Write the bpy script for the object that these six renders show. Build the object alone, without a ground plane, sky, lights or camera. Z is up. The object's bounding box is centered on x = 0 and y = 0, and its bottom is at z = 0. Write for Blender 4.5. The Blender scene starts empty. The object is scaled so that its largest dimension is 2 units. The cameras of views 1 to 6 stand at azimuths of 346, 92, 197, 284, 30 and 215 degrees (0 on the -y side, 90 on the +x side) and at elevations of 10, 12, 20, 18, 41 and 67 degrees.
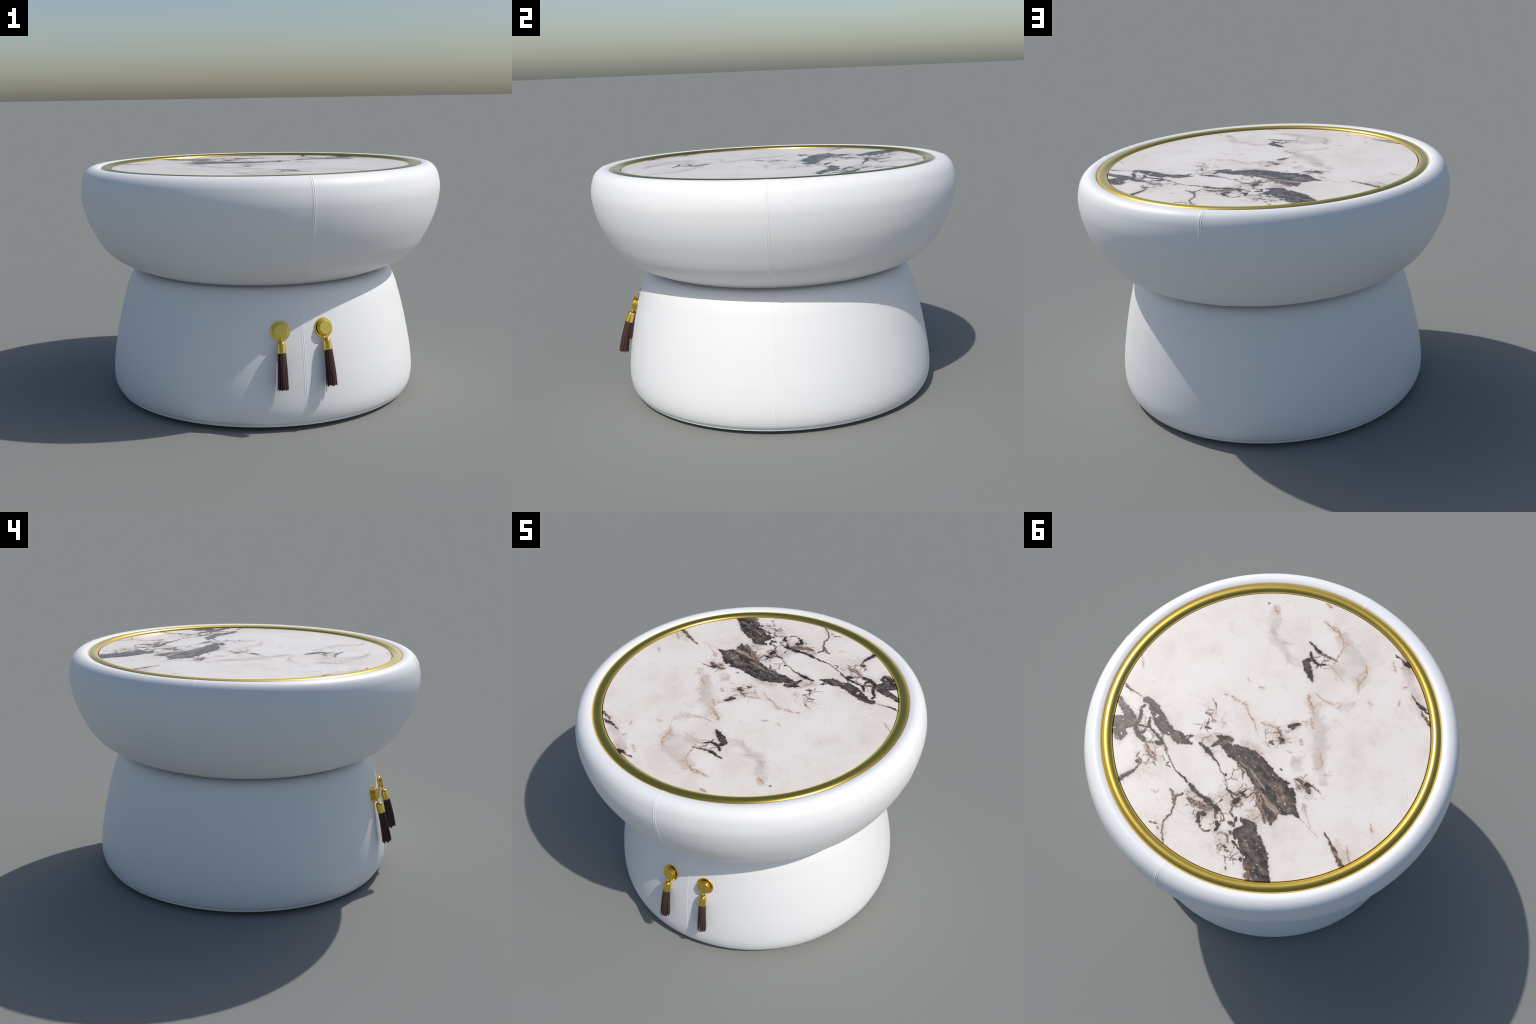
"""Round upholstered side table: a white padded bowl on a white padded drum,
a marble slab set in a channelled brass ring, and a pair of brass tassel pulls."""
import bpy, bmesh, math, random
import numpy as np
from mathutils import Vector, Matrix

random.seed(7)
TAU = math.tau
MARBLE_R, MARBLE_Z = 0.8305, 1.2635
SEAM_ANGLES = (0.0, math.pi / 2, math.pi, 3 * math.pi / 2)


# ---------------------------------------------------------------- helpers
def catmull(points, steps):
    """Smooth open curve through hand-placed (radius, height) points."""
    P = [np.array(p, float) for p in points]
    P = [2 * P[0] - P[1]] + P + [2 * P[-1] - P[-2]]
    out = []
    for i in range(1, len(P) - 2):
        a, b, c, d = P[i - 1], P[i], P[i + 1], P[i + 2]
        ta, tb, tc = (max(np.linalg.norm(q - p), 1e-6) ** 0.5 for p, q in ((a, b), (b, c), (c, d)))
        m1 = (b - a) / ta - (c - a) / (ta + tb) + (c - b) / tb
        m2 = (c - b) / tb - (d - b) / (tb + tc) + (d - c) / tc
        m1, m2 = m1 * tb, m2 * tb
        for k in range(steps):
            t = k / steps
            h = (2 * t**3 - 3 * t**2 + 1, t**3 - 2 * t**2 + t, -2 * t**3 + 3 * t**2, t**3 - t**2)
            out.append(h[0] * b + h[1] * m1 + h[2] * c + h[3] * m2)
    out.append(P[-2])
    return np.array(out)


def new_object(name, mesh, parent=None, material=None, smooth=True):
    obj = bpy.data.objects.new(name, mesh)
    bpy.context.scene.collection.objects.link(obj)
    if parent:
        obj.parent = parent
    if material:
        mesh.materials.append(material)
    if smooth:
        mesh.polygons.foreach_set("use_smooth", [True] * len(mesh.polygons))
    return obj


def grid_mesh(name, rings, closed=False, cap_start=False, cap_end=False):
    """rings: array (n_rings, n_around, 3); the columns wrap round."""
    n, m = rings.shape[:2]
    verts = [tuple(v) for v in rings.reshape(-1, 3)]
    faces = []
    for i in range(n if closed else n - 1):
        a, b = i * m, ((i + 1) % n) * m
        faces += [(a + j, a + (j + 1) % m, b + (j + 1) % m, b + j) for j in range(m)]
    if cap_start:
        faces.append(tuple(range(m))[::-1])
    if cap_end:
        faces.append(tuple((n - 1) * m + j for j in range(m)))
    mesh = bpy.data.meshes.new(name)
    mesh.from_pydata(verts, [], faces)
    bm = bmesh.new()
    bm.from_mesh(mesh)
    bmesh.ops.recalc_face_normals(bm, faces=bm.faces)
    bm.to_mesh(mesh)
    bm.free()
    return mesh


def lathe(name, profile, angles=None, closed=False, cap_start=False, cap_end=False):
    if angles is None:
        angles = np.arange(192) / 192 * TAU
    ca, sa = np.cos(angles), np.sin(angles)
    rings = np.array([np.stack([r * ca, r * sa, np.full_like(ca, z)], 1) for r, z in profile])
    return grid_mesh(name, rings, closed, cap_start, cap_end)


def corner_normals(obj, degrees):
    """Smooth shading, kept crisp at edges sharper than the given angle."""
    mesh = obj.data
    bm = bmesh.new()
    bm.from_mesh(mesh)
    limit = math.radians(degrees)
    for e in bm.edges:
        e.smooth = not (len(e.link_faces) == 2 and e.calc_face_angle(0.0) > limit)
    bm.to_mesh(mesh)
    bm.free()


# ---------------------------------------------------------------- materials
class Graph:
    """Small writer for shader node trees."""

    def __init__(self, name):
        self.mat = bpy.data.materials.new(name)
        self.mat.use_nodes = True
        self.nt = self.mat.node_tree
        self.bsdf = self.nt.nodes["Principled BSDF"]

    def put(self, socket, value):
        if isinstance(value, bpy.types.NodeSocket):
            self.nt.links.new(value, socket)
        elif value is not None:
            socket.default_value = value

    def node(self, kind, **props):
        n = self.nt.nodes.new(kind)
        for k, v in props.items():
            setattr(n, k, v)
        return n

    def math(self, op, a, b=None, c=None, clamp=False):
        n = self.node("ShaderNodeMath", operation=op, use_clamp=clamp)
        for s, v in zip(n.inputs, (a, b, c)):
            self.put(s, v)
        return n.outputs[0]

    def vec(self, op, a, b=None, scale=None):
        n = self.node("ShaderNodeVectorMath", operation=op)
        self.put(n.inputs[0], a)
        if b is not None:
            self.put(n.inputs[1], b)
        if scale is not None:
            self.put(n.inputs["Scale"], scale)
        return n.outputs["Value"] if op in ("LENGTH", "DISTANCE", "DOT_PRODUCT") else n.outputs[0]

    def mapping(self, v, loc=(0, 0, 0), rot=0.0, scale=(1, 1, 1), kind="POINT"):
        n = self.node("ShaderNodeMapping", vector_type=kind)
        self.put(n.inputs["Vector"], v)
        n.inputs["Location"].default_value = loc
        n.inputs["Rotation"].default_value = (0, 0, rot)
        n.inputs["Scale"].default_value = scale
        return n.outputs[0]

    def noise(self, v, scale, detail=2.0, rough=0.5, distortion=0.0):
        n = self.node("ShaderNodeTexNoise")
        self.put(n.inputs["Vector"], v)
        n.inputs["Scale"].default_value = scale
        n.inputs["Detail"].default_value = detail
        n.inputs["Roughness"].default_value = rough
        n.inputs["Distortion"].default_value = distortion
        return n.outputs

    def smooth(self, v, lo, hi, to_lo=0.0, to_hi=1.0):
        n = self.node("ShaderNodeMapRange", interpolation_type="SMOOTHSTEP")
        for s, x in zip(n.inputs, (v, lo, hi, to_lo, to_hi)):
            self.put(s, x)
        return n.outputs[0]

    def ramp(self, v, stops):
        n = self.node("ShaderNodeValToRGB")
        cr = n.color_ramp
        while len(cr.elements) < len(stops):
            cr.elements.new(0.5)
        for e, (pos, col) in zip(cr.elements, stops):
            e.position, e.color = pos, (*col, 1)
        self.put(n.inputs[0], v)
        return n.outputs[0]

    def mix(self, f, a, b, blend="MIX"):
        n = self.node("ShaderNodeMix", data_type="RGBA", blend_type=blend)
        self.put(n.inputs[0], f)
        for s, v in ((n.inputs[6], a), (n.inputs[7], b)):
            self.put(s, (*v, 1) if isinstance(v, tuple) else v)
        return n.outputs[2]

    def coords(self):
        return self.node("ShaderNodeTexCoord").outputs["Object"]

    def bump(self, height, strength, distance):
        n = self.node("ShaderNodeBump")
        n.inputs["Strength"].default_value = strength
        n.inputs["Distance"].default_value = distance
        self.put(n.inputs["Height"], height)
        self.put(self.bsdf.inputs["Normal"], n.outputs[0])

    def set(self, **kw):
        for k, v in kw.items():
            self.put(self.bsdf.inputs[k.replace("_", " ")], v)


def leather_material():
    g = Graph("white_leather")
    p = g.coords()
    cloud = g.noise(p, 2.5, 2.0)[0]
    g.set(Base_Color=g.mix(cloud, (0.792, 0.792, 0.791), (0.806, 0.806, 0.805)), Roughness=0.46)
    g.bsdf.inputs["Specular IOR Level"].default_value = 0.5
    g.bump(g.noise(p, 260, 2.0)[0], 0.05, 0.001)
    return g.mat


def brass_material():
    g = Graph("brushed_brass")
    p = g.coords()
    g.set(Base_Color=(0.88, 0.595, 0.108, 1), Metallic=1.0)
    g.put(g.bsdf.inputs["Roughness"], g.math("MULTIPLY_ADD", g.noise(p, 12, 2.0)[0], 0.05, 0.155))
    return g.mat


def gap_shadow_material():
    g = Graph("shadow_gap")
    g.set(Base_Color=(0.05, 0.03, 0.025, 1), Roughness=0.6)
    return g.mat


def fringe_material():
    g = Graph("brown_suede_cord")
    p = g.coords()
    n = g.noise(g.mapping(p, scale=(220, 220, 14)), 1.0, 2.0)[0]
    g.set(Base_Color=g.mix(n, (0.036, 0.017, 0.015), (0.088, 0.041, 0.034)), Roughness=0.7)
    g.bsdf.inputs["Specular IOR Level"].default_value = 0.25
    return g.mat


def plinth_material():
    g = Graph("shadow_blackened_plinth")
    g.set(Base_Color=(0.02, 0.02, 0.022, 1), Roughness=0.9)  # near-black colour paints the deep shadow under the drum
    return g.mat


# Veins of the slab. Each is a stroke: a spine of (x, y, half width) in metres.
BODIES = []
BODIES += [
    [(0.759, 0.332, 0.0129), (0.702, 0.354, 0.0214), (0.636, 0.38, 0.0276), (0.598, 0.386, 0.0169)],
    [(0.705, 0.446, 0.0318), (0.66, 0.434, 0.0423), (0.623, 0.404, 0.0264)],
    [(0.654, 0.484, 0.021), (0.618, 0.476, 0.021), (0.604, 0.506, 0.0063)],
    [(0.643, 0.25, 0.0161), (0.609, 0.247, 0.0161), (0.561, 0.268, 0.0256), (0.512, 0.298, 0.035), (0.453, 0.324, 0.0316), (0.408, 0.323, 0.0231), (0.359, 0.331, 0.0272), (0.326, 0.32, 0.0157), (0.288, 0.315, 0.0052)],
    [(0.39, 0.311, 0.0168), (0.342, 0.308, 0.0094), (0.31, 0.275, 0.0052)],
    [(0.176, 0.213, 0.0146), (0.123, 0.225, 0.0281), (0.079, 0.226, 0.0394), (0.035, 0.216, 0.0475), (-0.014, 0.216, 0.0577), (-0.057, 0.225, 0.0595), (-0.101, 0.242, 0.0633), (-0.156, 0.265, 0.0679), (-0.216, 0.285, 0.0745), (-0.265, 0.309, 0.0781)],
    [(-0.265, 0.309, 0.0781), (-0.298, 0.313, 0.0619), (-0.333, 0.313, 0.0319), (-0.373, 0.323, 0.0129), (-0.398, 0.333, 0.003)],
    [(-0.25, 0.347, 0.0549), (-0.283, 0.399, 0.0317), (-0.309, 0.437, 0.0059)],
    [(-0.204, 0.569, 0.0333), (-0.237, 0.546, 0.0489), (-0.284, 0.577, 0.0583), (-0.334, 0.614, 0.0627), (-0.377, 0.657, 0.0555), (-0.434, 0.717, 0.054)],
    [(-0.173, 0.502, 0.0109), (-0.236, 0.505, 0.0275)],
]
BODIES += [
    [(-0.214, 0.22, 0.0112), (-0.255, 0.206, 0.0051)],
    [(-0.285, 0.227, 0.0111), (-0.323, 0.264, 0.012)],
    [(0.069, -0.418, 0.021), (0.043, -0.395, 0.0231), (0.011, -0.372, 0.0131), (-0.023, -0.343, 0.0022)],
    [(0.082, -0.426, 0.0122), (0.058, -0.463, 0.0122)],
    [(-0.333, 0.164, 0.0152), (-0.364, 0.18, 0.0081)],
    [(-0.073, -0.06, 0.0116), (-0.09, -0.071, 0.0137)],
    [(-0.068, 0.029, 0.0073), (-0.087, 0.025, 0.0104)],
    [(-0.083, 0.445, 0.011), (-0.095, 0.426, 0.012)],
]
DARK_VEINS = []
DARK_VEINS += [
    [(0.598, 0.386, 0.0106), (0.592, 0.365, 0.0095), (0.611, 0.324, 0.0085), (0.628, 0.306, 0.0075), (0.624, 0.278, 0.0064)],
    [(0.597, 0.396, 0.0127), (0.568, 0.423, 0.0105), (0.536, 0.437, 0.0136), (0.5, 0.442, 0.0073)],
    [(0.579, 0.386, 0.0042), (0.545, 0.381, 0.0053), (0.525, 0.362, 0.0063)],
    [(0.554, 0.322, 0.0053), (0.537, 0.354, 0.0063), (0.514, 0.368, 0.0063), (0.477, 0.375, 0.0052), (0.443, 0.385, 0.0073), (0.41, 0.403, 0.0094)],
    [(0.539, 0.433, 0.0084), (0.537, 0.392, 0.0053)],
    [(0.447, 0.412, 0.0083), (0.417, 0.414, 0.0094), (0.41, 0.399, 0.0073)],
    [(0.255, 0.289, 0.0063), (0.218, 0.292, 0.0062)],
    [(0.21, 0.295, 0.0135), (0.166, 0.306, 0.0103)],
    [(0.166, 0.306, 0.0062), (0.127, 0.321, 0.0041), (0.089, 0.337, 0.0026)],
    [(0.189, 0.258, 0.0062), (0.17, 0.213, 0.0115)],
    [(0.199, 0.204, 0.0063), (0.172, 0.193, 0.0126), (0.127, 0.178, 0.0136)],
    [(-0.131, 0.547, 0.0089), (-0.16, 0.551, 0.0089)],
    [(-0.158, 0.54, 0.0059), (-0.143, 0.508, 0.0049)],
    [(0.264, 0.48, 0.0031), (0.222, 0.487, 0.0041), (0.175, 0.499, 0.0061)],
    [(0.156, 0.501, 0.0101), (0.1, 0.517, 0.0091)],
    [(0.102, 0.514, 0.006), (0.05, 0.519, 0.008)],
    [(0.052, 0.517, 0.01), (-0.007, 0.522, 0.017)],
    [(0.005, 0.522, 0.014), (-0.051, 0.529, 0.007)],
    [(0.028, 0.594, 0.0089), (0.011, 0.622, 0.0109), (-0.006, 0.642, 0.0049)],
    [(0.015, 0.585, 0.0119), (-0.004, 0.59, 0.0099)],
    [(-0.035, 0.531, 0.007), (-0.058, 0.569, 0.0049)],
    [(-0.076, 0.585, 0.0089), (-0.099, 0.594, 0.0098)],
    [(-0.099, 0.594, 0.0079), (-0.096, 0.624, 0.0059)],
    [(-0.065, 0.65, 0.0059), (-0.078, 0.637, 0.0039)],
    [(-0.086, 0.45, 0.014), (-0.096, 0.424, 0.013)],
    [(-0.074, 0.434, 0.005), (-0.047, 0.423, 0.004)],
    [(-0.018, 0.416, 0.004), (-0.048, 0.414, 0.005), (-0.078, 0.412, 0.004)],
    [(-0.075, 0.41, 0.005), (-0.099, 0.365, 0.004)],
    [(-0.077, 0.391, 0.0081), (-0.112, 0.39, 0.005)],
]
DARK_VEINS += [
    [(0.469, 0.687, 0.0091), (0.458, 0.654, 0.0132), (0.446, 0.626, 0.0082), (0.436, 0.6, 0.0061)],
    [(0.462, 0.552, 0.0082), (0.451, 0.56, 0.0062)],
    [(0.059, -0.465, 0.0089), (0.09, -0.493, 0.0033)],
    [(0.056, -0.464, 0.0089), (0.017, -0.452, 0.0055)],
    [(0.012, -0.444, 0.0077), (-0.02, -0.475, 0.0044)],
    [(0.128, -0.538, 0.0034), (0.098, -0.534, 0.0067), (0.068, -0.526, 0.0067)],
    [(0.065, -0.525, 0.01), (0.036, -0.52, 0.0089)],
    [(-0.088, -0.075, 0.0105), (-0.108, -0.099, 0.0074)],
    [(-0.327, 0.155, 0.0122), (-0.343, 0.164, 0.0081)],
    [(-0.332, 0.155, 0.0071), (-0.363, 0.149, 0.004)],
    [(-0.341, 0.181, 0.0091), (-0.37, 0.189, 0.003)],
    [(-0.361, -0.731, 0.011), (-0.4, -0.727, 0.0077)],
    [(-0.535, -0.566, 0.0054), (-0.568, -0.555, 0.0053)],
    [(-0.568, -0.555, 0.0086), (-0.605, -0.553, 0.0096)],
    [(-0.607, -0.545, 0.0043), (-0.639, -0.54, 0.0032)],
    [(0.775, 0.248, 0.0043), (0.733, 0.255, 0.0043)],
    [(0.765, 0.317, 0.0065), (0.727, 0.337, 0.0075)],
    [(-0.201, 0.618, 0.0068), (-0.236, 0.629, 0.0039)],
    [(-0.236, 0.629, 0.0039), (-0.273, 0.64, 0.0039)],
    [(-0.179, 0.664, 0.0068), (-0.193, 0.666, 0.0058)],
    [(-0.283, 0.672, 0.0087), (-0.295, 0.675, 0.0058)],
    [(0.286, 0.196, 0.0063), (0.258, 0.187, 0.0042)],
    [(0.459, -0.615, 0.0035), (0.447, -0.616, 0.0035)],
    [(0.041, 0.357, 0.0051), (0.031, 0.351, 0.0041)],
]
BROWN_VEINS = []
BROWN_VEINS += [
    [(-0.297, -0.741, 0.0044), (-0.344, -0.736, 0.0055), (-0.38, -0.727, 0.0055)],
    [(-0.497, -0.588, 0.0032), (-0.543, -0.562, 0.0043)],
    [(-0.594, -0.529, 0.0043), (-0.64, -0.504, 0.0074), (-0.677, -0.486, 0.0053)],
    [(-0.551, 0.321, 0.0029), (-0.585, 0.337, 0.0058), (-0.624, 0.361, 0.0048)],
    [(-0.624, 0.361, 0.0068), (-0.676, 0.391, 0.0106), (-0.721, 0.417, 0.0105)],
    [(0.116, 0.568, 0.009), (0.074, 0.567, 0.012)],
    [(0.081, 0.566, 0.012), (0.029, 0.555, 0.015), (-0.01, 0.542, 0.0139)],
    [(0.113, 0.509, 0.0121), (0.085, 0.521, 0.006)],
    [(-0.077, 0.454, 0.012), (-0.104, 0.461, 0.01)],
    [(-0.269, 0.168, 0.0051), (-0.303, 0.159, 0.0081)],
    [(-0.298, 0.16, 0.0081), (-0.348, 0.182, 0.0121)],
    [(-0.366, 0.148, 0.003), (-0.416, 0.156, 0.002)],
    [(0.437, 0.602, 0.0051), (0.437, 0.57, 0.0072), (0.441, 0.543, 0.0041)],
    [(0.441, 0.543, 0.0041), (0.464, 0.538, 0.0041), (0.477, 0.537, 0.0031)],
    [(0.477, 0.537, 0.0031), (0.482, 0.503, 0.0021)],
    [(0.642, 0.499, 0.0147), (0.606, 0.504, 0.0105)],
    [(0.22, 0.581, 0.0025), (0.182, 0.6, 0.007)],
    [(0.185, 0.599, 0.008), (0.153, 0.63, 0.006)],
    [(0.153, 0.63, 0.004), (0.136, 0.677, 0.004)],
    [(0.136, 0.677, 0.004), (0.141, 0.737, 0.0049)],
    [(0.141, 0.737, 0.0039), (0.124, 0.774, 0.0029), (0.071, 0.825, 0.0029)],
    [(0.181, 0.599, 0.006), (0.153, 0.564, 0.004)],
    [(0.201, 0.779, 0.003), (0.166, 0.767, 0.0039)],
    [(0.154, 0.777, 0.003), (0.14, 0.785, 0.0039)],
    [(0.321, 0.488, 0.0051), (0.318, 0.464, 0.0031)],
    [(0.318, 0.487, 0.0031), (0.292, 0.482, 0.002)],
    [(0.405, 0.399, 0.0031), (0.352, 0.437, 0.0021)],
    [(0.352, 0.437, 0.0021), (0.263, 0.481, 0.0031)],
    [(0.492, 0.446, 0.0052), (0.439, 0.47, 0.0041)],
    [(0.417, 0.486, 0.0031), (0.384, 0.492, 0.0052)],
    [(0.428, 0.484, 0.0031), (0.393, 0.5, 0.0031)],
    [(-0.125, 0.329, 0.0081), (-0.194, 0.377, 0.009)],
    [(-0.194, 0.377, 0.009), (-0.271, 0.439, 0.0079)],
    [(-0.357, 0.722, 0.0162), (-0.387, 0.732, 0.0095)],
    [(-0.311, 0.673, 0.0058), (-0.341, 0.7, 0.0057)],
    [(-0.037, 0.072, 0.0052), (-0.064, 0.071, 0.0042)],
    [(-0.037, 0.082, 0.0031), (-0.051, 0.059, 0.0042)],
]
BROWN_VEINS += [
    [(-0.094, 0.028, 0.0104), (-0.088, 0.044, 0.0083)],
    [(-0.088, -0.053, 0.0095), (-0.098, -0.066, 0.0084)],
    [(-0.027, -0.018, 0.0032), (-0.065, 0.015, 0.0031)],
    [(0.016, -0.378, 0.0099), (0.013, -0.358, 0.0066)],
    [(-0.172, 0.165, 0.0031), (-0.183, 0.168, 0.0051)],
    [(0.282, 0.195, 0.0042), (0.298, 0.147, 0.0032)],
    [(0.329, 0.055, 0.0021), (0.305, 0.073, 0.0032)],
    [(0.089, 0.337, 0.002), (0.048, 0.36, 0.002), (-0.002, 0.389, 0.002)],
    [(0.794, 0.241, 0.0044), (0.761, 0.249, 0.0043), (0.681, 0.248, 0.0022)],
    [(0.034, -0.517, 0.0089), (-0.002, -0.523, 0.0044)],
    [(0.01, -0.519, 0.0055), (-0.054, -0.531, 0.0044)],
    [(-0.2, 0.677, 0.0058), (-0.214, 0.674, 0.0039)],
    [(-0.218, 0.709, 0.0029), (-0.243, 0.733, 0.0019)],
    [(-0.252, 0.751, 0.0038), (-0.265, 0.756, 0.0038)],
    [(-0.178, 0.591, 0.0059), (-0.157, 0.59, 0.0069)],
    [(-0.03, 0.472, 0.004), (-0.024, 0.492, 0.003)],
    [(-0.016, 0.289, 0.0041), (-0.038, 0.29, 0.0061)],
    [(0.029, 0.268, 0.0041), (-0.002, 0.279, 0.0051)],
]
BROWN_VEINS += [
    [(-0.005, 0.641, 0.0039), (-0.033, 0.656, 0.0039)],
    [(-0.033, 0.656, 0.0039), (-0.069, 0.652, 0.0029)],
    [(-0.051, 0.529, 0.004), (-0.073, 0.529, 0.003), (-0.102, 0.552, 0.003), (-0.086, 0.582, 0.003)],
    [(-0.091, 0.473, 0.004), (-0.101, 0.503, 0.003), (-0.134, 0.515, 0.004)],
    [(0.407, 0.399, 0.0042), (0.37, 0.417, 0.0041)],
    [(0.49, 0.442, 0.0052), (0.434, 0.416, 0.0042)],
    [(0.439, 0.47, 0.0041), (0.4, 0.474, 0.0031)],
    [(-0.078, 0.412, 0.004), (-0.126, 0.39, 0.003), (-0.135, 0.353, 0.004)],
    [(-0.002, 0.389, 0.003), (-0.018, 0.416, 0.003)],
    [(0.221, 0.294, 0.0052), (0.202, 0.3, 0.0062)],
]
RUST_VEINS = []
RUST_VEINS += [
    [(0.32, -0.014, 0.0065), (0.303, -0.022, 0.0065)],
    [(0.285, -0.027, 0.0054), (0.246, -0.025, 0.0086), (0.227, -0.028, 0.0043)],
    [(0.208, -0.03, 0.0054), (0.18, -0.033, 0.0064)],
    [(0.185, -0.033, 0.0032), (0.154, -0.005, 0.0043)],
    [(0.154, -0.005, 0.0032), (0.126, 0.014, 0.0053), (0.091, 0.027, 0.0085)],
    [(0.091, 0.027, 0.0063), (0.057, 0.057, 0.0032)],
    [(0.059, 0.009, 0.0042), (0.019, -0.005, 0.0074)],
    [(0.019, -0.005, 0.0032), (-0.019, -0.015, 0.0042)],
    [(0.194, -0.152, 0.0033), (0.169, -0.167, 0.0043)],
    [(0.135, -0.696, 0.0057), (0.093, -0.686, 0.0068)],
    [(0.081, -0.689, 0.0102), (0.031, -0.685, 0.0124)],
    [(0.039, -0.689, 0.009), (-0.001, -0.666, 0.0056)],
    [(-0.001, -0.666, 0.0034), (-0.038, -0.619, 0.0034)],
    [(-0.037, -0.617, 0.0034), (-0.05, -0.569, 0.0033)],
    [(-0.046, -0.566, 0.0044), (-0.051, -0.511, 0.0066)],
    [(0.412, -0.611, 0.0069), (0.377, -0.591, 0.008)],
    [(0.389, -0.608, 0.0046), (0.361, -0.598, 0.0034)],
    [(-0.022, -0.49, 0.0022), (-0.151, -0.45, 0.0022)],
    [(-0.073, -0.302, 0.0022), (-0.132, -0.288, 0.0032)],
    [(-0.132, -0.288, 0.0043), (-0.168, -0.293, 0.0032)],
    [(-0.166, -0.295, 0.0043), (-0.202, -0.301, 0.0043)],
    [(-0.057, -0.26, 0.0075), (-0.13, -0.201, 0.0107)],
    [(-0.139, -0.165, 0.0064), (-0.176, -0.124, 0.0042)],
    [(-0.164, -0.032, 0.0084), (-0.185, -0.012, 0.0052)],
    [(-0.332, -0.416, 0.0032), (-0.357, -0.411, 0.0032)],
    [(-0.712, 0.148, 0.0039), (-0.731, 0.163, 0.0029)],
    [(-0.729, 0.164, 0.0039), (-0.744, 0.184, 0.0078)],
    [(-0.68, 0.309, 0.0029), (-0.707, 0.345, 0.0039)],
    [(-0.705, 0.346, 0.0058), (-0.736, 0.372, 0.0048)],
    [(-0.399, 0.335, 0.003), (-0.442, 0.339, 0.002)],
    [(-0.442, 0.339, 0.002), (-0.53, 0.358, 0.002)],
    [(-0.377, 0.258, 0.002), (-0.424, 0.299, 0.003), (-0.475, 0.335, 0.002)],
    [(0.299, 0.637, 0.002), (0.274, 0.637, 0.002), (0.266, 0.616, 0.002)],
    [(0.357, 0.042, 0.0032), (0.323, 0.06, 0.0032)],
    [(0.298, 0.086, 0.0032), (0.282, 0.121, 0.0032)],
    [(0.275, -0.163, 0.0044), (0.257, -0.153, 0.0033)],
    [(-0.312, -0.699, 0.0044), (-0.351, -0.659, 0.0033)],
    [(-0.437, -0.596, 0.0043), (-0.451, -0.611, 0.0043)],
]
RUST_VEINS += [
    [(-0.468, -0.523, 0.0043), (-0.478, -0.485, 0.0032)],
    [(0.19, -0.799, 0.0092), (0.158, -0.791, 0.0069)],
    [(-0.163, 0.454, 0.003), (-0.199, 0.421, 0.003)],
    [(-0.199, 0.444, 0.003), (-0.228, 0.448, 0.003)],
    [(-0.139, 0.375, 0.008), (-0.163, 0.377, 0.008)],
    [(-0.01, 0.155, 0.0083), (-0.048, 0.148, 0.0072)],
    [(-0.113, -0.123, 0.0053), (-0.136, -0.136, 0.0032)],
    [(-0.202, -0.596, 0.0044), (-0.239, -0.544, 0.0055)],
    [(-0.237, -0.543, 0.0066), (-0.234, -0.469, 0.0065)],
    [(-0.232, -0.468, 0.0043), (-0.261, -0.432, 0.0032)],
    [(-0.292, -0.025, 0.0052), (-0.339, 0.027, 0.0062)],
    [(-0.309, 0.159, 0.0081), (-0.349, 0.169, 0.0101)],
    [(0.822, 0.056, 0.0044), (0.774, 0.109, 0.0033)],
    [(0.007, -0.005, 0.0032), (-0.037, -0.005, 0.0032)],
    [(0.682, 0.242, 0.0032), (0.663, 0.25, 0.0032)],
    [(-0.139, 0.063, 0.0031), (-0.166, 0.058, 0.0021)],
    [(0.202, -0.042, 0.0032), (0.173, -0.013, 0.0032)],
]
CLOUDS = []
CLOUDS += [
    [(0.359, -0.523, 0.0182), (0.299, -0.432, 0.0225)],
    [(0.393, -0.62, 0.0253), (0.34, -0.514, 0.0227)],
    [(0.281, -0.444, 0.0202), (0.189, -0.421, 0.0378)],
    [(0.189, -0.421, 0.0356), (0.099, -0.383, 0.022)],
    [(0, -0.657, 0.027), (-0.125, -0.607, 0.0643)],
    [(-0.125, -0.607, 0.0643), (-0.179, -0.515, 0.0504)],
    [(-0.139, -0.501, 0.0329), (-0.043, -0.477, 0.033)],
    [(-0.2, -0.559, 0.0329), (-0.242, -0.447, 0.0195)],
    [(-0.068, -0.268, 0.0237), (-0.151, -0.201, 0.0447)],
    [(-0.151, -0.201, 0.0425), (-0.228, -0.106, 0.0356)],
    [(-0.228, -0.106, 0.0314), (-0.305, 0.025, 0.0473)],
    [(-0.305, 0.025, 0.0411), (-0.389, 0.096, 0.0183)],
    [(-0.203, 0.084, 0.0268), (-0.251, 0.102, 0.0246)],
    [(-0.212, -0.3, 0.0278), (-0.272, -0.356, 0.0171)],
    [(-0.637, 0.333, 0.0194), (-0.718, 0.385, 0.0384)],
    [(0.165, 0.772, 0.0276), (0.08, 0.817, 0.0214)],
    [(0.277, 0.278, 0.0313), (0.21, 0.217, 0.0419)],
    [(0.066, 0.169, 0.0208), (-0.016, 0.137, 0.027)],
    [(-0.001, 0.014, 0.0358), (-0.083, 0.009, 0.046)],
    [(-0.268, 0.169, 0.0305), (-0.339, 0.169, 0.0303)],
    [(0.49, 0.442, 0.0313), (0.38, 0.484, 0.0268)],
    [(-0.008, 0.442, 0.0403), (-0.122, 0.4, 0.0501)],
    [(-0.115, 0.618, 0.0392), (-0.248, 0.669, 0.0386)],
    [(0.119, 0.532, 0.0403), (-0.051, 0.564, 0.0396)],
    [(-0.202, 0.444, 0.0397), (-0.237, 0.444, 0.0297)],
    [(-0.347, -0.75, 0.0221), (-0.594, -0.529, 0.0319)],
    [(-0.383, 0.266, 0.014), (-0.392, 0.297, 0.0139)],
]
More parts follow.
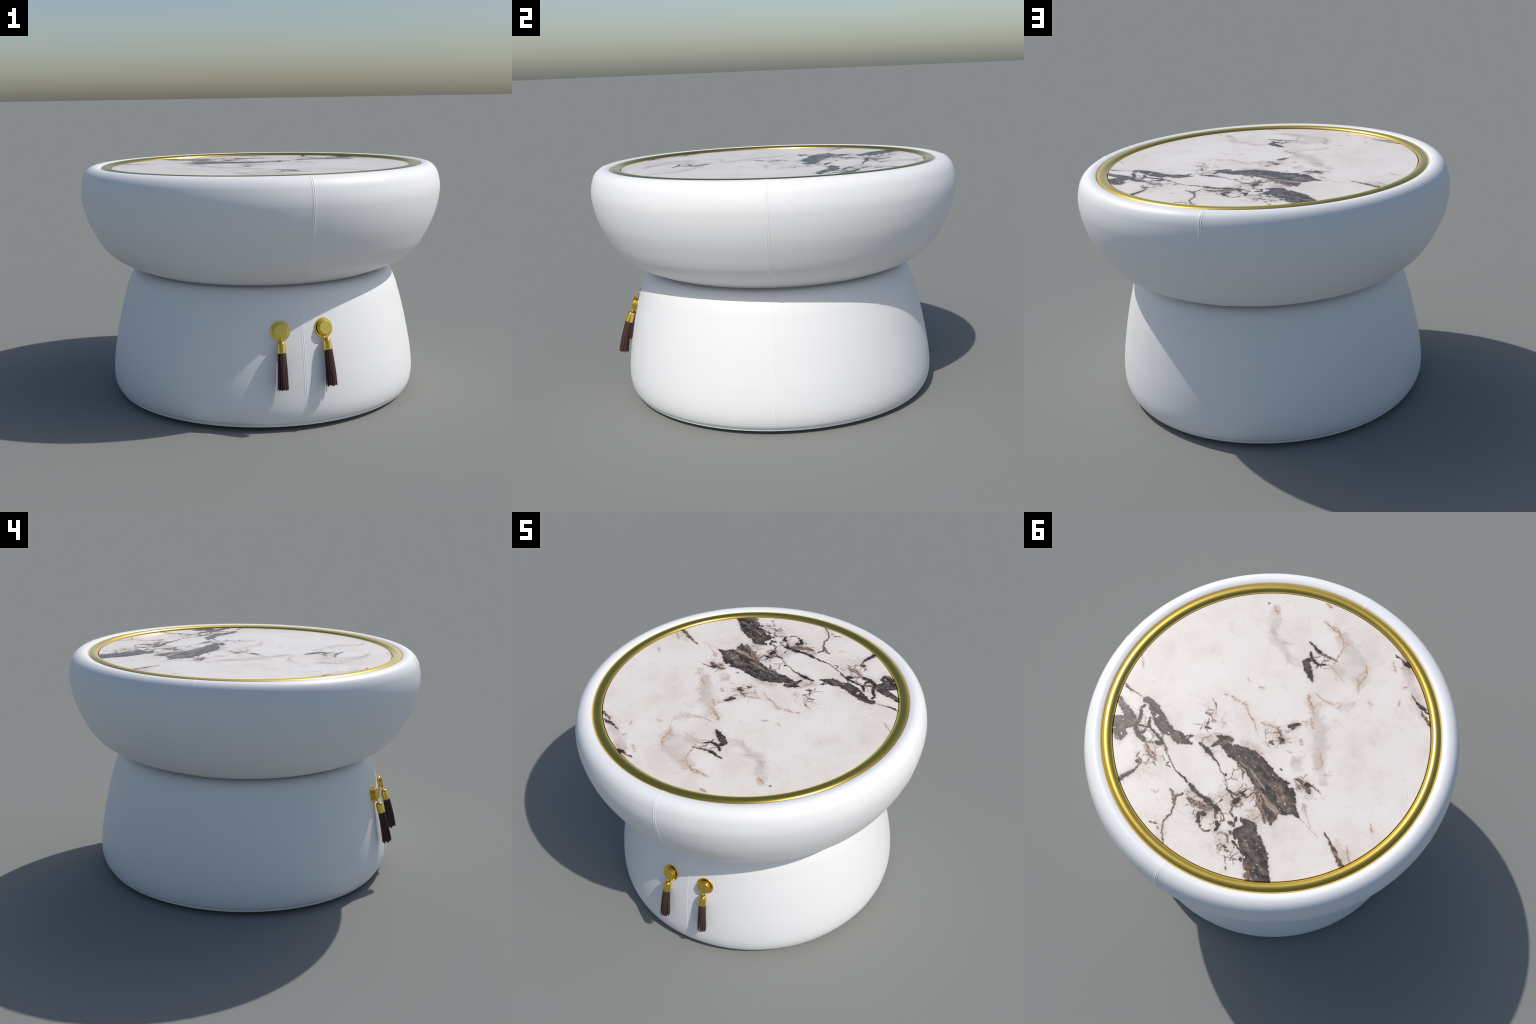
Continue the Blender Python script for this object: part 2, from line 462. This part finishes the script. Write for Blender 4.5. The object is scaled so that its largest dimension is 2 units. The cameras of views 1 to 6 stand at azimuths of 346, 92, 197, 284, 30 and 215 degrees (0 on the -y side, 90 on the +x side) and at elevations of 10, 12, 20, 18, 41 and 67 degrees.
WEB_ZONES = [
    [(0.546, 0.387, 0.0632), (0.463, 0.396, 0.0628)],
    [(0.229, 0.258, 0.047), (0.19, 0.243, 0.0417)],
    [(-0.027, 0.403, 0.0555), (-0.112, 0.42, 0.0601)],
    [(0.098, 0.543, 0.0502), (-0.072, 0.561, 0.0594)],
    [(-0.148, 0.631, 0.0391), (-0.252, 0.691, 0.0433)],
    [(0.441, 0.487, 0.0414), (0.38, 0.484, 0.0412)],
    [(-0.028, 0.035, 0.0524), (-0.09, 0.018, 0.0418)],
    [(-0.29, 0.166, 0.0406), (-0.367, 0.175, 0.0403)],
    [(0.044, -0.458, 0.0387), (-0.022, -0.49, 0.0387)],
    [(-0.185, 0.406, 0.0399), (-0.247, 0.425, 0.0297)],
    [(0.015, 0.33, 0.0408), (-0.056, 0.344, 0.0405)],
    [(0.308, 0.178, 0.0476), (0.29, 0.111, 0.0532)],
]
TAN_STREAKS = [
    [(-0.120, 0.330, 0.010), (-0.215, 0.352, 0.012), (-0.345, 0.392, 0.020)],
    [(-0.060, 0.262, 0.004), (-0.160, 0.300, 0.006)],
    [(0.020, 0.255, 0.005), (-0.030, 0.262, 0.006)],
]


def marble_material():
    g = Graph("veined_marble")
    flat = g.vec("MULTIPLY", g.coords(), (1, 1, 0))
    # two scales of warp roughen every vein edge
    w1 = g.vec("SUBTRACT", g.noise(flat, 11, 2.0)[1], (0.5, 0.5, 0.5))
    w2 = g.vec("SUBTRACT", g.noise(flat, 46, 4.0, 0.68)[1], (0.5, 0.5, 0.5))
    q = g.vec("ADD", g.vec("ADD", flat, g.vec("SCALE", w1, scale=0.014)), g.vec("SCALE", w2, scale=0.026))
    q = g.vec("MULTIPLY", q, (1, 1, 0))
    soft = g.vec("ADD", flat, g.vec("SCALE", w1, scale=0.10))
    soft = g.vec("MULTIPLY", g.vec("ADD", soft, g.vec("SCALE", w2, scale=0.03)), (1, 1, 0))

    def segments(strokes):
        for s in strokes:
            for (x0, y0, r0), (x1, y1, r1) in zip(s, s[1:]):
                yield Vector((x0, y0, 0)), Vector((x1, y1, 0)), r0, r1

    def capsules(p, strokes):
        """Distance to the union of tapered capsules, negative inside."""
        total = None
        for a, b, r0, r1 in segments(strokes):
            ab = b - a
            pa = g.vec("SUBTRACT", p, tuple(a))
            h = g.math("ADD", g.vec("DOT_PRODUCT", pa, tuple(ab / ab.length_squared)), 0.0, clamp=True)
            d = g.vec("DISTANCE", pa, g.vec("SCALE", tuple(ab), scale=h))
            d = g.math("SUBTRACT", g.math("MULTIPLY_ADD", h, r0 - r1, d), r0)
            total = d if total is None else g.math("MINIMUM", total, d)
        return total

    def ellipses(p, strokes, stretch=1.28):
        """Slim ellipses along the strokes, found from the sum of the distances to
        their two foci; 1 on the outline, 0 on the spine."""
        total = None
        for a, b, r0, r1 in segments(strokes):
            mid, arm, r = (a + b) / 2, (b - a) / 2 * stretch, (r0 + r1) / 2 * 1.28
            d = g.math("ADD", g.vec("DISTANCE", p, tuple(mid - arm)), g.vec("DISTANCE", p, tuple(mid + arm)))
            e = g.math("MULTIPLY_ADD", g.math("MULTIPLY", d, d), 0.25 / r**2, -arm.length_squared / r**2)
            total = e if total is None else g.math("MINIMUM", total, e)
        return g.math("SQRT", g.math("MAXIMUM", total, 0.0))

    body = capsules(q, BODIES)
    dark = ellipses(q, DARK_VEINS)
    brown = ellipses(q, BROWN_VEINS)
    rust = ellipses(q, RUST_VEINS)
    cloud = ellipses(soft, CLOUDS)
    web = ellipses(soft, WEB_ZONES)

    fine = g.noise(flat, 62, 4.0, 0.7)[0]
    coarse = g.noise(flat, 22, 4.0, 0.62)[0]

    # white ground with the faintest pink and grey drifts
    drift = g.noise(flat, 3.2, 6.0, 0.62)[0]
    white = g.ramp(drift, [(0.34, (0.690, 0.615, 0.555)), (0.50, (0.762, 0.702, 0.652)), (0.66, (0.790, 0.738, 0.695))])
    wisps = g.noise(soft, 8, 5.0, 0.6)[0]
    near = g.smooth(cloud, 1.25, 0.30)
    col = g.mix(g.math("MULTIPLY", g.math("MULTIPLY", near, g.smooth(wisps, 0.34, 0.62, 0.40, 1.0)), 0.90), white, (0.555, 0.475, 0.425))
    # hair-fine rusty threads: contour lines of a warped noise, thicker near the clouds
    thread = g.math("ABSOLUTE", g.math("SUBTRACT", g.noise(soft, 4.3, 3.0, 0.55)[0], 0.5))
    gate = g.math("MULTIPLY", g.smooth(coarse, 0.44, 0.60), g.smooth(cloud, 2.0, 0.5, 0.18, 0.85))
    col = g.mix(g.math("MULTIPLY", g.smooth(thread, 0.017, 0.002), gate), col, (0.50, 0.35, 0.26))
    # faint wide-meshed crazing over the whole slab
    mesh = g.node("ShaderNodeTexVoronoi", feature="DISTANCE_TO_EDGE")
    g.put(mesh.inputs["Vector"], g.vec("ADD", q, g.vec("SCALE", w1, scale=0.16)))
    mesh.inputs["Scale"].default_value = 5.5
    hair = g.math("SUBTRACT", mesh.outputs["Distance"], g.math("MULTIPLY", g.math("SUBTRACT", coarse, 0.46), 0.12))
    col = g.mix(g.math("MULTIPLY", g.smooth(hair, 0.045, 0.0), g.math("MULTIPLY", g.smooth(wisps, 0.40, 0.62, 0.0, 0.55), g.smooth(g.math("MINIMUM", cloud, g.math("MULTIPLY", web, 0.8)), 2.3, 0.7, 0.10, 1.0))), col, (0.50, 0.41, 0.35))
    # rust veins: broken threads of specks with a pale stain round them
    speck = g.noise(flat, 85, 2.5, 0.6)[0]
    stain = g.math("MULTIPLY", g.smooth(rust, 2.4, 0.5), g.smooth(fine, 0.38, 0.60, 0.12, 0.62))
    col = g.mix(stain, col, (0.57, 0.42, 0.31))
    broken = g.math("MULTIPLY", g.smooth(rust, 0.95, 0.40), g.smooth(speck, 0.38, 0.56))
    col = g.mix(g.math("MULTIPLY", broken, 0.85), col, (0.37, 0.20, 0.115))
    bloom = g.math("MULTIPLY", g.smooth(g.math("MINIMUM", rust, brown), 6.0, 1.0), g.smooth(wisps, 0.38, 0.62, 0.0, 0.30))
    col = g.mix(bloom, col, (0.58, 0.455, 0.365))
    # smoke round the dark veins
    smoke = g.math("MULTIPLY", g.smooth(wisps, 0.36, 0.60, 0.25, 1.0), 0.36)
    col = g.mix(g.math("MULTIPLY", g.smooth(dark, 3.6, 0.9), smoke), col, (0.47, 0.405, 0.37))
    col = g.mix(g.math("MULTIPLY", g.smooth(body, 0.032, -0.004), smoke), col, (0.47, 0.405, 0.37))
    # crazed web of small cracks between the dark stones
    cells = g.node("ShaderNodeTexVoronoi", feature="DISTANCE_TO_EDGE")
    g.put(cells.inputs["Vector"], q)
    cells.inputs["Scale"].default_value = 17
    crack = g.math("SUBTRACT", cells.outputs["Distance"], g.math("MULTIPLY", g.math("SUBTRACT", fine, 0.42), 0.22))
    crack = g.math("MULTIPLY", g.smooth(crack, 0.035, 0.008), g.math("MULTIPLY", g.smooth(web, 1.3, 0.7), g.smooth(coarse, 0.41, 0.50)))
    crack_col = g.mix(g.smooth(fine, 0.48, 0.62), (0.075, 0.052, 0.042), (0.36, 0.24, 0.17))
    col = g.mix(g.math("MULTIPLY", crack, 0.9), col, crack_col)
    # brown veins, speckled
    brown_col = g.ramp(fine, [(0.36, (0.050, 0.036, 0.030)), (0.50, (0.15, 0.10, 0.075)), (0.62, (0.38, 0.26, 0.185))])
    col = g.mix(g.math("MULTIPLY", g.smooth(brown, 2.2, 0.8), 0.38), col, (0.45, 0.34, 0.265))
    eaten = g.math("ADD", brown, g.math("MULTIPLY", g.math("SUBTRACT", fine, 0.5), 1.7))
    col = g.mix(g.smooth(eaten, 1.15, 0.85), col, brown_col)
    # the dark stone: sheared layers, tan streaks, mica flecks
    shear = g.vec("MULTIPLY", g.mapping(q, rot=-math.radians(163)), (7, 24, 1))
    layer = g.noise(shear, 1.35, 8.0, 0.70, 1.2)[0]
    clump = g.noise(q, 24, 6.0, 0.70)[0]
    mixv = g.math("ADD", g.math("MULTIPLY", layer, 0.5), g.math("MULTIPLY", clump, 0.5))
    stone = g.ramp(mixv, [(0.37, (0.008, 0.006, 0.005)), (0.44, (0.026, 0.019, 0.016)), (0.49, (0.062, 0.047, 0.039)),
                          (0.535, (0.105, 0.088, 0.079)), (0.575, (0.17, 0.105, 0.06)), (0.65, (0.40, 0.33, 0.285))])
    streak = ellipses(q, TAN_STREAKS)
    stone = g.mix(g.math("MULTIPLY", g.smooth(streak, 1.5, 0.5), g.smooth(layer, 0.38, 0.58, 0.15, 0.85)), stone, (0.38, 0.27, 0.195))
    rusty = g.smooth(g.noise(q, 30, 4.0, 0.6)[0], 0.58, 0.68, 0.0, 0.75)
    stone = g.mix(rusty, stone, (0.15, 0.078, 0.038))
    mica = g.node("ShaderNodeTexVoronoi")
    g.put(mica.inputs["Vector"], g.vec("MULTIPLY", q, (1.0, 1.7, 1.0)))
    mica.inputs["Scale"].default_value = 50
    lit = g.math("GREATER_THAN", g.math("FRACT", g.math("MULTIPLY", g.vec("DOT_PRODUCT", mica.outputs["Color"], (1, 1, 1)), 7.3)), 0.88)
    fleck = g.math("MULTIPLY", g.smooth(mica.outputs["Distance"], 0.30, 0.16), lit)
    stone = g.mix(g.math("MULTIPLY", fleck, 0.7), stone, (0.60, 0.56, 0.54))
    rim = g.smooth(body, -0.015, 0.0, 0.0, 0.70)
    stone = g.mix(rim, stone, (0.028, 0.020, 0.016))
    # edges nibbled by grit, with a few white islands left inside
    nibbled = g.math("ADD", body, g.math("MULTIPLY", g.math("SUBTRACT", fine, 0.5), 0.030))
    nibbled = g.math("MAXIMUM", nibbled, g.math("MULTIPLY", g.math("SUBTRACT", coarse, 0.665), 0.12))
    fringe = g.math("MULTIPLY", g.smooth(nibbled, 0.0065, 0.0), 0.55)
    col = g.mix(fringe, col, (0.36, 0.255, 0.19))
    col = g.mix(g.smooth(nibbled, 0.0014, -0.0014), col, stone)
    gnawed = g.math("ADD", dark, g.math("MULTIPLY", g.math("SUBTRACT", fine, 0.48), 1.25))
    vein = g.mix(g.smooth(clump, 0.50, 0.64), (0.026, 0.020, 0.017), (0.17, 0.115, 0.085))
    col = g.mix(g.math("MULTIPLY", g.smooth(gnawed, 1.9, 0.9), 0.5), col, (0.40, 0.29, 0.22))
    col = g.mix(g.smooth(gnawed, 1.14, 0.80), col, vein)
    g.set(Base_Color=col, Roughness=0.32)
    g.bsdf.inputs["Specular IOR Level"].default_value = 0.5
    return g.mat


# ---------------------------------------------------------------- profiles
BOWL = [(0.50, 0.668), (0.62, 0.692), (0.70, 0.7195), (0.755, 0.7415), (0.805, 0.766), (0.852, 0.800), (0.889, 0.840),
        (0.915, 0.880), (0.936, 0.920), (0.955, 0.960), (0.971, 1.000), (0.983, 1.040), (0.992, 1.080), (0.9975, 1.120),
        (0.999, 1.145), (0.9970, 1.175), (0.991, 1.205), (0.981, 1.235), (0.966, 1.2575), (0.948, 1.2715), (0.927, 1.2783),
        (0.907, 1.2768), (0.8945, 1.2718), (0.8905, 1.262), (0.8900, 1.240)]
DRUM = [(0.800, 0.0320), (0.827, 0.0335), (0.8355, 0.0365), (0.8425, 0.0455), (0.8505, 0.068), (0.8555, 0.095), (0.8572, 0.125),
        (0.8562, 0.155), (0.852, 0.200), (0.8455, 0.250), (0.837, 0.300), (0.8275, 0.350), (0.8175, 0.400), (0.8065, 0.450),
        (0.7945, 0.500), (0.781, 0.550), (0.767, 0.600), (0.752, 0.640), (0.737, 0.670), (0.720, 0.688), (0.700, 0.698), (0.650, 0.704)]


def padded_body(name, points, material, root, seam_range, welt_height, kink):
    """Lathe of a profile in four panels: the panels meet at a slight ridge and
    each seam carries two fine top-stitched welts."""
    prof = catmull(points, 7)
    fine = np.linspace(-0.024, 0.024, 49)
    angles = [a for a in np.arange(224) / 224 * TAU
              if min(abs((a - s + math.pi) % TAU - math.pi) for s in SEAM_ANGLES) > 0.030]
    for s in SEAM_ANGLES:
        angles += list((fine + s) % TAU)
    angles = np.array(sorted(angles))
    off = np.min([np.abs((angles - s + math.pi) % TAU - math.pi) for s in SEAM_ANGLES], axis=0)
    pinch = 0.5 * np.clip(kink - off, 0, None) ** 2
    tangent = np.gradient(prof, axis=0)
    tangent /= np.linalg.norm(tangent, axis=1)[:, None]
    normal = np.stack([tangent[:, 1], -tangent[:, 0]], 1)
    lo, hi = seam_range
    rings = []
    for (r, z), (nr, nz) in zip(prof, normal):
        fade = np.clip((z - lo) / 0.03, 0, 1) * np.clip((hi - z) / 0.004, 0, 1)
        arc = off * r
        welt = welt_height * (np.exp(-(((arc - 0.0046) / 0.0022) ** 2)) - 0.45 * np.exp(-((arc / 0.0018) ** 2)))
        h = welt * fade + pinch * r
        rr, zz = r + h * nr, z + h * nz
        rings.append(np.stack([rr * np.cos(angles), rr * np.sin(angles), zz], 1))
    mesh = grid_mesh(name, np.array(rings), cap_start=True, cap_end=True)
    obj = new_object(name, mesh, root, material)
    corner_normals(obj, 50)
    return obj


# ---------------------------------------------------------------- tassel pull
def turned(name, profile, frame, parent, material, steps=64, crisp=24):
    """Turned metal piece; profile is (radius, height along the axis)."""
    mesh = lathe(name, profile, np.arange(steps) / steps * TAU, cap_start=True, cap_end=True)
    mesh.transform(frame)
    obj = new_object(name, mesh, parent, material)
    corner_normals(obj, crisp)
    return obj


def axis_frame(origin, axis, side):
    z = Vector(axis).normalized()
    x = (Vector(side) - Vector(side).dot(z) * z).normalized()
    y = z.cross(x)
    return Matrix.Translation(origin) @ Matrix((x, y, z)).transposed().to_4x4()


def wire_loop(name, frame, radius, gauge, parent, material):
    around, tube = 28, 10
    rings = []
    for i in range(around):
        a = i / around * TAU
        t = np.arange(tube) / tube * TAU
        rr = radius + gauge * np.cos(t)
        rings.append(np.stack([rr * math.cos(a), rr * math.sin(a), gauge * np.sin(t)], 1))
    mesh = grid_mesh(name, np.array(rings), closed=True)
    mesh.transform(frame)
    return new_object(name, mesh, parent, material)


def fringe_mesh(name, start, end, side, length_jitter, rng):
    """Bundle of flat cords hanging from start to end, bowing gently downwards."""
    start, end = Vector(start), Vector(end)
    drop = end - start
    axis = drop.normalized()
    x = (Vector(side) - Vector(side).dot(axis) * axis).normalized()
    y = axis.cross(x)
    verts, faces = [], []
    layers = ((26, 0.0188, 0.0254), (16, 0.0140, 0.0185), (11, 0.0085, 0.0115), (5, 0.003, 0.005))
    for count, r_top, r_end in layers:
        for i in range(count):
            a = (i + rng.uniform(-0.32, 0.32)) / count * TAU
            flare = rng.uniform(0.88, 1.09)
            a_end = a + rng.uniform(-0.14, 0.14)
            reach = 1.0 + rng.uniform(-0.9, 0.5) * length_jitter
            w, t = rng.uniform(0.0022, 0.0036), rng.uniform(0.0010, 0.0015)
            ripple, phase = rng.uniform(0, 0.0010), rng.uniform(0, TAU)
            base = len(verts)
            steps = 11
            for k in range(steps):
                s = k / (steps - 1)
                ang = a + (a_end - a) * s
                rad = r_top + (r_end * flare - r_top) * s ** 0.8
                rad += ripple * math.sin(phase + 5 * s) * s
                sag = 0.010 * s * (1 - s)
                out = x * math.cos(ang) + y * math.sin(ang)
                tan = y * math.cos(ang) - x * math.sin(ang)
                c = start - axis * 0.004 + axis * ((drop.length * reach + 0.004) * s) + out * rad + Vector((0, -sag, 0))
                ww = w * (1.0 if k < steps - 1 else 0.75)
                for u, v in ((-1, -0.4), (-0.4, -1), (0.4, -1), (1, -0.4), (1, 0.4), (0.4, 1), (-0.4, 1), (-1, 0.4)):
                    verts.append(c + tan * u * ww + out * v * t)
            for k in range(steps - 1):
                for j in range(8):
                    p, q = base + k * 8, base + (k + 1) * 8
                    faces.append((p + j, q + j, q + (j + 1) % 8, p + (j + 1) % 8))
            faces.append(tuple(base + j for j in range(8)))
            faces.append(tuple(base + (steps - 1) * 8 + j for j in range(7, -1, -1)))
    mesh = bpy.data.meshes.new(name)
    mesh.from_pydata([tuple(v) for v in verts], [], faces)
    bm = bmesh.new()
    bm.from_mesh(mesh)
    bmesh.ops.recalc_face_normals(bm, faces=bm.faces)
    bm.to_mesh(mesh)
    bm.free()
    return mesh


ROSETTE_PLATE = [(0.0, -0.006), (0.0485, -0.006), (0.0502, -0.0045), (0.0506, -0.002), (0.0500, 0.0012), (0.0480, 0.0030),
                 (0.0445, 0.0036), (0.0360, 0.0030), (0.0, 0.0030)]
ROSETTE_KNOB = [(0.0, 0.0), (0.0300, 0.0), (0.0292, 0.0040), (0.0298, 0.0082), (0.0340, 0.0098), (0.0388, 0.0106), (0.0402, 0.0120), (0.0404, 0.0138),
                (0.0396, 0.0154), (0.0376, 0.0160), (0.0330, 0.0162), (0.0318, 0.0172), (0.0322, 0.0184), (0.0340, 0.0196),
                (0.0345, 0.0216), (0.0343, 0.0238), (0.0334, 0.0250), (0.0322, 0.0255), (0.0314, 0.0256), (0.0300, 0.0256), (0.0, 0.0256)]
TASSEL_CAP = [(0.0, -0.0006), (0.0050, -0.0003), (0.0105, 0.0012), (0.0150, 0.0040), (0.0180, 0.0080), (0.0197, 0.0135), (0.0204, 0.020),
              (0.0213, 0.036), (0.0223, 0.0560), (0.0226, 0.0606), (0.0221, 0.0616), (0.0206, 0.0610), (0.0195, 0.0540), (0.0, 0.0540)]


def tassel_pull(angle, root, brass, cord, rng):
    out = Vector((math.cos(angle), math.sin(angle), 0))
    side = Vector((-out.y, out.x, 0))
    up = Vector((0, 0, 1))
    pull = bpy.data.objects.new("tassel_pull", None)
    bpy.context.scene.collection.objects.link(pull)
    pull.parent = root
    lean = math.radians(15.3)
    normal = out * math.cos(lean) + up * math.sin(lean)
    seat = out * 0.7935 + up * 0.5040
    frame = axis_frame(seat, normal, side)
    turned("rosette_plate", ROSETTE_PLATE, frame, pull, brass)
    turned("rosette_knob", ROSETTE_KNOB, frame @ Matrix.Translation((0, 0, 0.0025)), pull, brass)
    cap_top = out * 0.8275 + up * 0.4615
    cap_end = out * 0.8488 + up * 0.4035
    fringe_end = out * 0.8890 + up * 0.2325
    hang = (cap_end - cap_top).normalized()
    turned("tassel_cap", TASSEL_CAP, axis_frame(cap_top, hang, side), pull, brass, 48, 50)
    # eyelet on the cap and the link that hooks it to the rosette
    link = cap_top - hang * 0.0055
    wire_loop("hanging_loop", axis_frame(link, side, up), 0.0058, 0.0019, pull, brass)
    wire_loop("hanging_loop", axis_frame(link + up * 0.0085 - out * 0.0045, (out * 0.25 + up).cross(side), side), 0.0062, 0.0018, pull, brass)
    mesh = fringe_mesh("tassel_fringe", cap_end, fringe_end, side, 0.05, rng)
    fringe = new_object("tassel_fringe", mesh, pull, cord)
    corner_normals(fringe, 60)
    fringe["kind"] = "stuff"
    return pull


# ---------------------------------------------------------------- the table
def build():
    leather, brass, marble = leather_material(), brass_material(), marble_material()
    gap, cord, black = gap_shadow_material(), fringe_material(), plinth_material()
    root = bpy.data.objects.new("side_table", None)
    bpy.context.scene.collection.objects.link(root)
    root["label"] = "round white padded side table with marble top and brass tassels"
    root["category"] = "side table"

    padded_body("upper_body", BOWL, leather, root, (0.66, 1.2770), 0.0012, 0.042)
    padded_body("lower_body", DRUM, leather, root, (0.040, 0.72), 0.0008, 0.032)

    # flat trim tucked under the foot of the drum
    trim = [(0.790, 0.0345), (0.8255, 0.0345), (0.8270, 0.0335), (0.8273, 0.0215), (0.8263, 0.0202), (0.790, 0.0200)]
    corner_normals(new_object("base_trim", lathe("base_trim", trim, closed=True), root, leather), 60)
    plinth = [(0.745, 0.0), (0.750, 0.004), (0.750, 0.0315)]
    corner_normals(new_object("plinth", lathe("plinth", plinth, cap_start=True, cap_end=True), root, black), 40)

    # brass ring: a half-round moulding a little proud of slab and leather
    crest_r, crest_z, half_w, rise = 0.8628, 1.2788, 0.0290, 0.0190
    ring = [(crest_r - half_w, 1.2425)]
    for k in range(25):
        a = math.pi * (1 - k / 24)
        ring.append((crest_r + half_w * math.cos(a), crest_z - rise + rise * math.sin(a)))
    ring.append((crest_r + half_w, 1.2425))
    obj = new_object("brass_ring", lathe("brass_ring", ring, closed=True), root, brass)
    corner_normals(obj, 40)

    # shadow line round the slab, modelled as a dark-brown ring, then the slab with a eased edge
    joint = [(0.800, 1.2412), (0.800, 1.2430), (0.8325, 1.2590), (0.8332, 1.2590), (0.8332, 1.2412)]
    obj = new_object("shadow_joint", lathe("shadow_joint", joint, closed=True), root, gap)
    corner_normals(obj, 30)
    slab = [(0.795, 1.2440), (MARBLE_R, 1.2600), (MARBLE_R, MARBLE_Z - 0.0012), (MARBLE_R - 0.0004, MARBLE_Z - 0.0003), (MARBLE_R - 0.0012, MARBLE_Z), (MARBLE_R - 0.0020, MARBLE_Z), (MARBLE_R - 0.0040, MARBLE_Z), (0.4, MARBLE_Z)]
    obj = new_object("marble_top", lathe("marble_top", slab, cap_start=True, cap_end=True), root, marble)
    corner_normals(obj, 35)

    rng = random.Random(11)
    for turn in (-8.1, 8.1):
        tassel_pull(math.radians(270 + turn), root, brass, cord, rng)


build()
